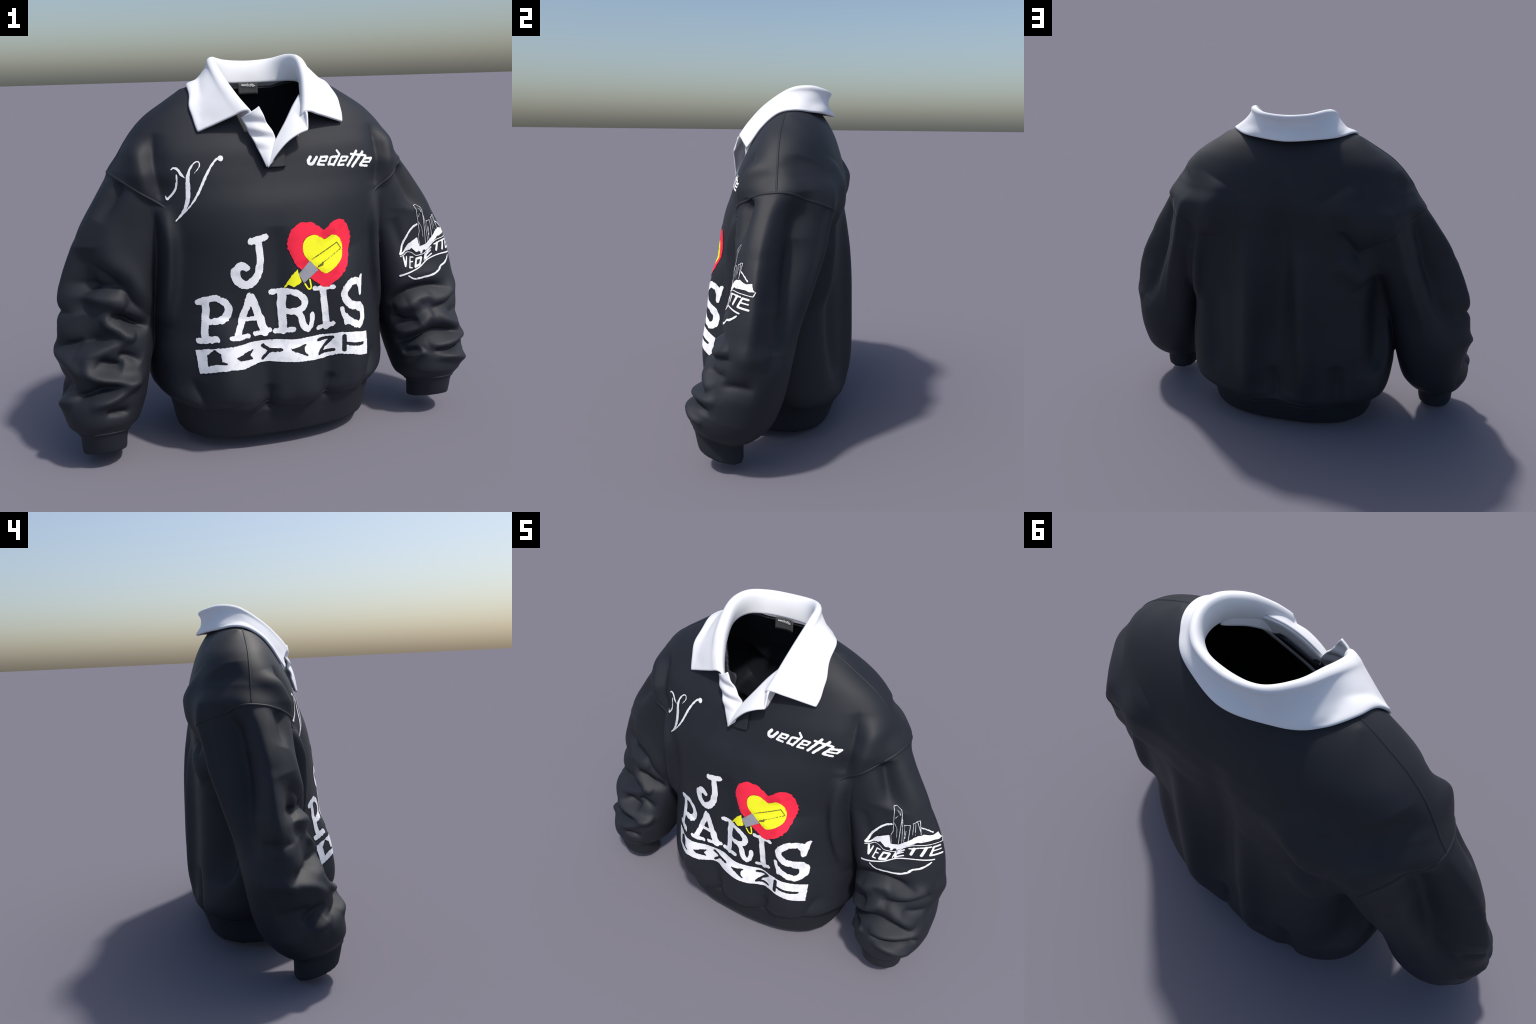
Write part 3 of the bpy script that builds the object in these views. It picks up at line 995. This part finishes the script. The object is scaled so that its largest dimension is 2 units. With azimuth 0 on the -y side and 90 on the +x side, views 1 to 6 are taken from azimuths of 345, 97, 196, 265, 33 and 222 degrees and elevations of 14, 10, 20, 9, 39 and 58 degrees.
INNER_HEART = blob([(0.189, 0.944), (0.228, 0.959), (0.262, 0.943), (0.277, 0.907), (0.271, 0.861), (0.243, 0.829), (0.209, 0.805), (0.178, 0.797), (0.144, 0.826), (0.104, 0.864), (0.083, 0.899), (0.086, 0.941), (0.11, 0.964), (0.142, 0.968), (0.168, 0.957)])
FERRULE = poly([(0.112, 0.861), (0.15, 0.815), (0.078, 0.766), (0.055, 0.808)])
TIP = poly([(0.052, 0.828), (0.058, 0.803), (0.068, 0.771), (0.033, 0.753), (0.011, 0.763), (-0.02, 0.739), (0.014, 0.785), (0.028, 0.807)])
HOOK = arc([(0.083, 0.762), (0.098, 0.739), (0.111, 0.743), (0.107, 0.778)], 0.0073)
PENCIL_LINES = both(line([(0.119, 0.863), (0.249, 0.923), (0.27, 0.893), (0.155, 0.835)], 0.0049),
    line([(0.152, 0.83), (0.171, 0.835), (0.174, 0.845)], 0.0078))
SCRIPT = both(arc([(-0.445, 1.27), (-0.435, 1.277), (-0.421, 1.272), (-0.407, 1.251), (-0.394, 1.236)], [0.0038, 0.0074, 0.0109, 0.0122, 0.0025]),
    arc([(-0.425, 1.249), (-0.427, 1.213), (-0.437, 1.182), (-0.467, 1.148), (-0.473, 1.16)], [0.0042, 0.0076, 0.0088, 0.0076, 0.0021]),
    arc([(-0.351, 1.255), (-0.332, 1.276), (-0.328, 1.293), (-0.337, 1.3), (-0.354, 1.291), (-0.371, 1.269)], [0.0029, 0.0042, 0.0046, 0.0046, 0.0055, 0.0088]),
    arc([(-0.371, 1.269), (-0.381, 1.236), (-0.383, 1.191), (-0.388, 1.146), (-0.4, 1.113), (-0.418, 1.082), (-0.441, 1.058)], [0.0088, 0.0143, 0.0193, 0.0168, 0.0122, 0.0097, 0.0042]),
    arc([(-0.409, 1.087), (-0.374, 1.127), (-0.342, 1.174), (-0.308, 1.238), (-0.28, 1.281), (-0.258, 1.305), (-0.243, 1.311)], [0.0046, 0.0059, 0.0101, 0.0109, 0.0088, 0.0076, 0.0105]),
    line([(-0.239, 1.309), (-0.238, 1.309)], [0.0221, 0.0221]))
WORDMARK = both(arc([(0.159, 1.293), (0.148, 1.279), (0.152, 1.265), (0.167, 1.267), (0.188, 1.291)], [0.0136, 0.0146, 0.014, 0.0133, 0.0121]),
    line([(0.24, 1.29), (0.21, 1.291), (0.189, 1.26), (0.219, 1.257)], 0.0097),
    line([(0.201, 1.274), (0.23, 1.273), (0.24, 1.29)], 0.0082),
    line([(0.285, 1.288), (0.258, 1.287), (0.241, 1.257), (0.26, 1.256)], 0.0094),
    line([(0.289, 1.313), (0.3, 1.297), (0.265, 1.253)], 0.0101),
    line([(0.341, 1.282), (0.313, 1.285), (0.288, 1.251), (0.316, 1.251)], 0.0094),
    line([(0.3, 1.268), (0.329, 1.267), (0.341, 1.282)], 0.0078),
    line([(0.389, 1.304), (0.337, 1.246)], 0.0121),
    line([(0.423, 1.298), (0.361, 1.24)], 0.0121),
    line([(0.36, 1.293), (0.44, 1.28)], 0.0097),
    line([(0.474, 1.265), (0.43, 1.269), (0.402, 1.242), (0.442, 1.235)], 0.0107),
    line([(0.417, 1.255), (0.458, 1.25), (0.474, 1.265)], 0.0086))
EMBLEM_RING = both(arc([(-0.08, 0.801), (-0.047, 0.845), (0.019, 0.893), (0.074, 0.919), (0.117, 0.931)], [0.0124, 0.0112, 0.0095, 0.009, 0.009]),
    arc([(0.239, 0.929), (0.258, 0.916), (0.278, 0.896)], 0.0054),
    arc([(-0.064, 0.694), (-0.032, 0.677), (0.034, 0.679), (0.106, 0.684), (0.151, 0.697), (0.178, 0.716), (0.204, 0.723), (0.228, 0.735), (0.251, 0.753)], [0.0067, 0.0086, 0.009, 0.0099, 0.0095, 0.0086, 0.009, 0.009, 0.0056]))
EMBLEM_LAND = poly([(-0.083, 0.8), (-0.057, 0.809), (-0.009, 0.843), (0.087, 0.869), (0.085, 0.823), (0.131, 0.831), (0.176, 0.861), (0.217, 0.889), (0.241, 0.896), (0.275, 0.883), (0.298, 0.89), (0.301, 0.869), (0.31, 0.857), (0.26, 0.861), (0.211, 0.857), (0.173, 0.837), (0.134, 0.807), (0.083, 0.79), (0.045, 0.797), (0.014, 0.82), (-0.036, 0.811), (-0.067, 0.797)])
EMBLEM_LAND_HOLES = both(poly([(0.037, 0.8), (0.081, 0.801), (0.079, 0.792), (0.044, 0.79)]),
    poly([(0.093, 0.799), (0.117, 0.807), (0.112, 0.799), (0.096, 0.794)]),
    line([(-0.01, 0.819), (0.021, 0.813), (0.032, 0.796)], 0.0036),
    line([(0.135, 0.814), (0.152, 0.826)], 0.0036),
    line([(0.187, 0.849), (0.236, 0.865)], 0.0027))
EMBLEM_LINES = both(arc([(-0.086, 0.789), (-0.061, 0.793), (-0.028, 0.805), (0.005, 0.799), (0.03, 0.784), (0.07, 0.784), (0.103, 0.789), (0.134, 0.805), (0.157, 0.824), (0.198, 0.844), (0.257, 0.844), (0.306, 0.84)], 0.0032),
    arc([(-0.11, 0.698), (-0.028, 0.715), (0.038, 0.731), (0.116, 0.759), (0.19, 0.773), (0.262, 0.766)], [0.009, 0.0059, 0.0054, 0.0054, 0.0059, 0.0067]),
    line([(0.311, 0.857), (0.307, 0.843)], 0.0032))
EMBLEM_TOWER = both(line([(0.134, 0.96), (0.147, 1.017), (0.166, 1.022), (0.181, 1.008), (0.176, 0.975), (0.154, 0.906), (0.131, 0.832)], 0.0029),
    line([(0.134, 0.96), (0.117, 0.896), (0.098, 0.872), (0.089, 0.824)], 0.0029),
    line([(0.162, 1.004), (0.171, 0.983), (0.17, 1.002)], 0.002),
    line([(0.133, 0.941), (0.141, 0.915), (0.13, 0.868)], 0.002),
    line([(0.144, 0.966), (0.159, 0.981)], 0.0018),
    line([(0.177, 0.966), (0.15, 0.844)], 0.002),
    line([(0.18, 0.938), (0.159, 0.847)], 0.002),
    line([(0.202, 0.94), (0.179, 0.862)], 0.0022),
    line([(0.217, 0.952), (0.202, 0.897)], 0.002),
    line([(0.223, 0.946), (0.208, 0.879)], 0.0018),
    line([(0.23, 0.96), (0.243, 0.961), (0.233, 0.897)], 0.0022),
    line([(0.232, 0.954), (0.234, 0.909)], 0.002),
    line([(0.178, 0.94), (0.203, 0.942)], 0.0027),
    line([(0.18, 0.912), (0.168, 0.872)], 0.002),
    line([(0.213, 0.949), (0.23, 0.957)], 0.0022))
EMBLEM_WORD = both(line([(-0.067, 0.783), (-0.068, 0.742), (-0.044, 0.782)], [0.0102, 0.0102, 0.0072]),
    line([(0.005, 0.777), (-0.017, 0.779), (-0.045, 0.732), (-0.028, 0.73)], 0.0066),
    line([(-0.03, 0.756), (-0.01, 0.757)], 0.0054),
    line([(0.026, 0.767), (-0.005, 0.732), (0.039, 0.74), (0.072, 0.771), (0.026, 0.767)], 0.0102),
    line([(0.11, 0.787), (0.084, 0.755)], 0.0054),
    line([(0.157, 0.813), (0.125, 0.793), (0.098, 0.759), (0.149, 0.782)], 0.006),
    line([(0.116, 0.779), (0.151, 0.799)], 0.0042),
    line([(0.178, 0.824), (0.215, 0.832)], 0.006),
    line([(0.198, 0.828), (0.181, 0.795)], 0.0108),
    line([(0.221, 0.832), (0.258, 0.831)], 0.0066),
    line([(0.241, 0.831), (0.219, 0.793)], 0.0114),
    line([(0.292, 0.826), (0.268, 0.828), (0.25, 0.79), (0.296, 0.786)], 0.0084),
    line([(0.262, 0.81), (0.293, 0.808)], 0.006))

FRONT_BOX = ((-0.50, 0.36), (0.50, 1.06))


def bounds(lo, hi):
    return (lo, hi)


PENCIL = both(FERRULE, TIP, HOOK)
for name, f in (("printed_letter", LETTER_J), ("printed_letter", LETTER_P), ("printed_letter", LETTER_A), ("printed_letter", minus(LETTER_R, TIP)),
                ("printed_letter", minus(LETTER_I, HEART)), ("printed_letter", LETTER_S)):
    ink(name, frayed(f, 0.0022, 0.0045, 3), FRONT_BOX, PRINT_WHITE)
ink("printed_banner", frayed(minus(BANNER, BANNER_HOLES), 0.0012, 0.0045, 4), FRONT_BOX, PRINT_WHITE)
ink("printed_heart", frayed(minus(HEART, INNER_HEART, FERRULE, TIP), 0.0026, 0.006, 5), FRONT_BOX, PRINT_RED)
ink("printed_yellow_heart", minus(INNER_HEART, FERRULE, PENCIL_LINES), FRONT_BOX, PRINT_YELLOW)
ink("printed_pencil_outline", minus(PENCIL_LINES, FERRULE), FRONT_BOX, PRINT_LINE, step=0.0022)
ink("printed_pencil_ferrule", FERRULE, FRONT_BOX, PRINT_GREY)
ink("printed_pencil_tip", frayed(minus(TIP, FERRULE), 0.0012, 0.006, 6), FRONT_BOX, PRINT_YELLOW)
ink("printed_hook", minus(HOOK, HEART, FERRULE), FRONT_BOX, PRINT_YELLOW, step=0.0022)
ink("printed_script", frayed(SCRIPT, 0.0008, 0.004, 7), ((-0.55, 1.0), (-0.20, 1.36)), PRINT_WHITE, step=0.0022)
ink("printed_wordmark", frayed(WORDMARK, 0.0008, 0.004, 8), ((0.10, 1.15), (0.50, 1.36)), PRINT_WHITE, step=0.0020)
EMBLEM_BOX = ((-0.35, 0.50), (0.45, 1.05))
ink("printed_emblem_ring", frayed(EMBLEM_RING, 0.0008, 0.004, 9), EMBLEM_BOX, PRINT_WHITE, on_sleeve, 0.0028)
ink("printed_emblem_land", frayed(minus(EMBLEM_LAND, EMBLEM_LAND_HOLES), 0.0012, 0.004, 10), EMBLEM_BOX, PRINT_WHITE, on_sleeve, 0.0028, 0.0030)
ink("printed_emblem_band", EMBLEM_LINES, EMBLEM_BOX, PRINT_WHITE, on_sleeve, 0.0022, 0.0036)
ink("printed_emblem_tower", frayed(EMBLEM_TOWER, 0.0004, 0.004, 11), EMBLEM_BOX, PRINT_LINEWORK, on_sleeve, 0.0016, 0.0033)
ink("printed_emblem_word", EMBLEM_WORD, EMBLEM_BOX, PRINT_WHITE, on_sleeve, 0.0022, 0.0026)
# the same wordmark, tiny, woven into the neck label
def on_label(u, v):
    x = -0.008 + (u - 0.30) * 0.20
    y = 0.186 - 0.03 * ((x + 0.008) / 0.094) ** 2 - 0.004
    return Vector((x, y, 1.598 + (v - 1.25) * 0.20)), Vector((0, -1, 0))


ink("label_wordmark", WORDMARK, ((0.10, 1.15), (0.50, 1.36)), PRINT_WHITE, on_label, 0.003, 0.0004)
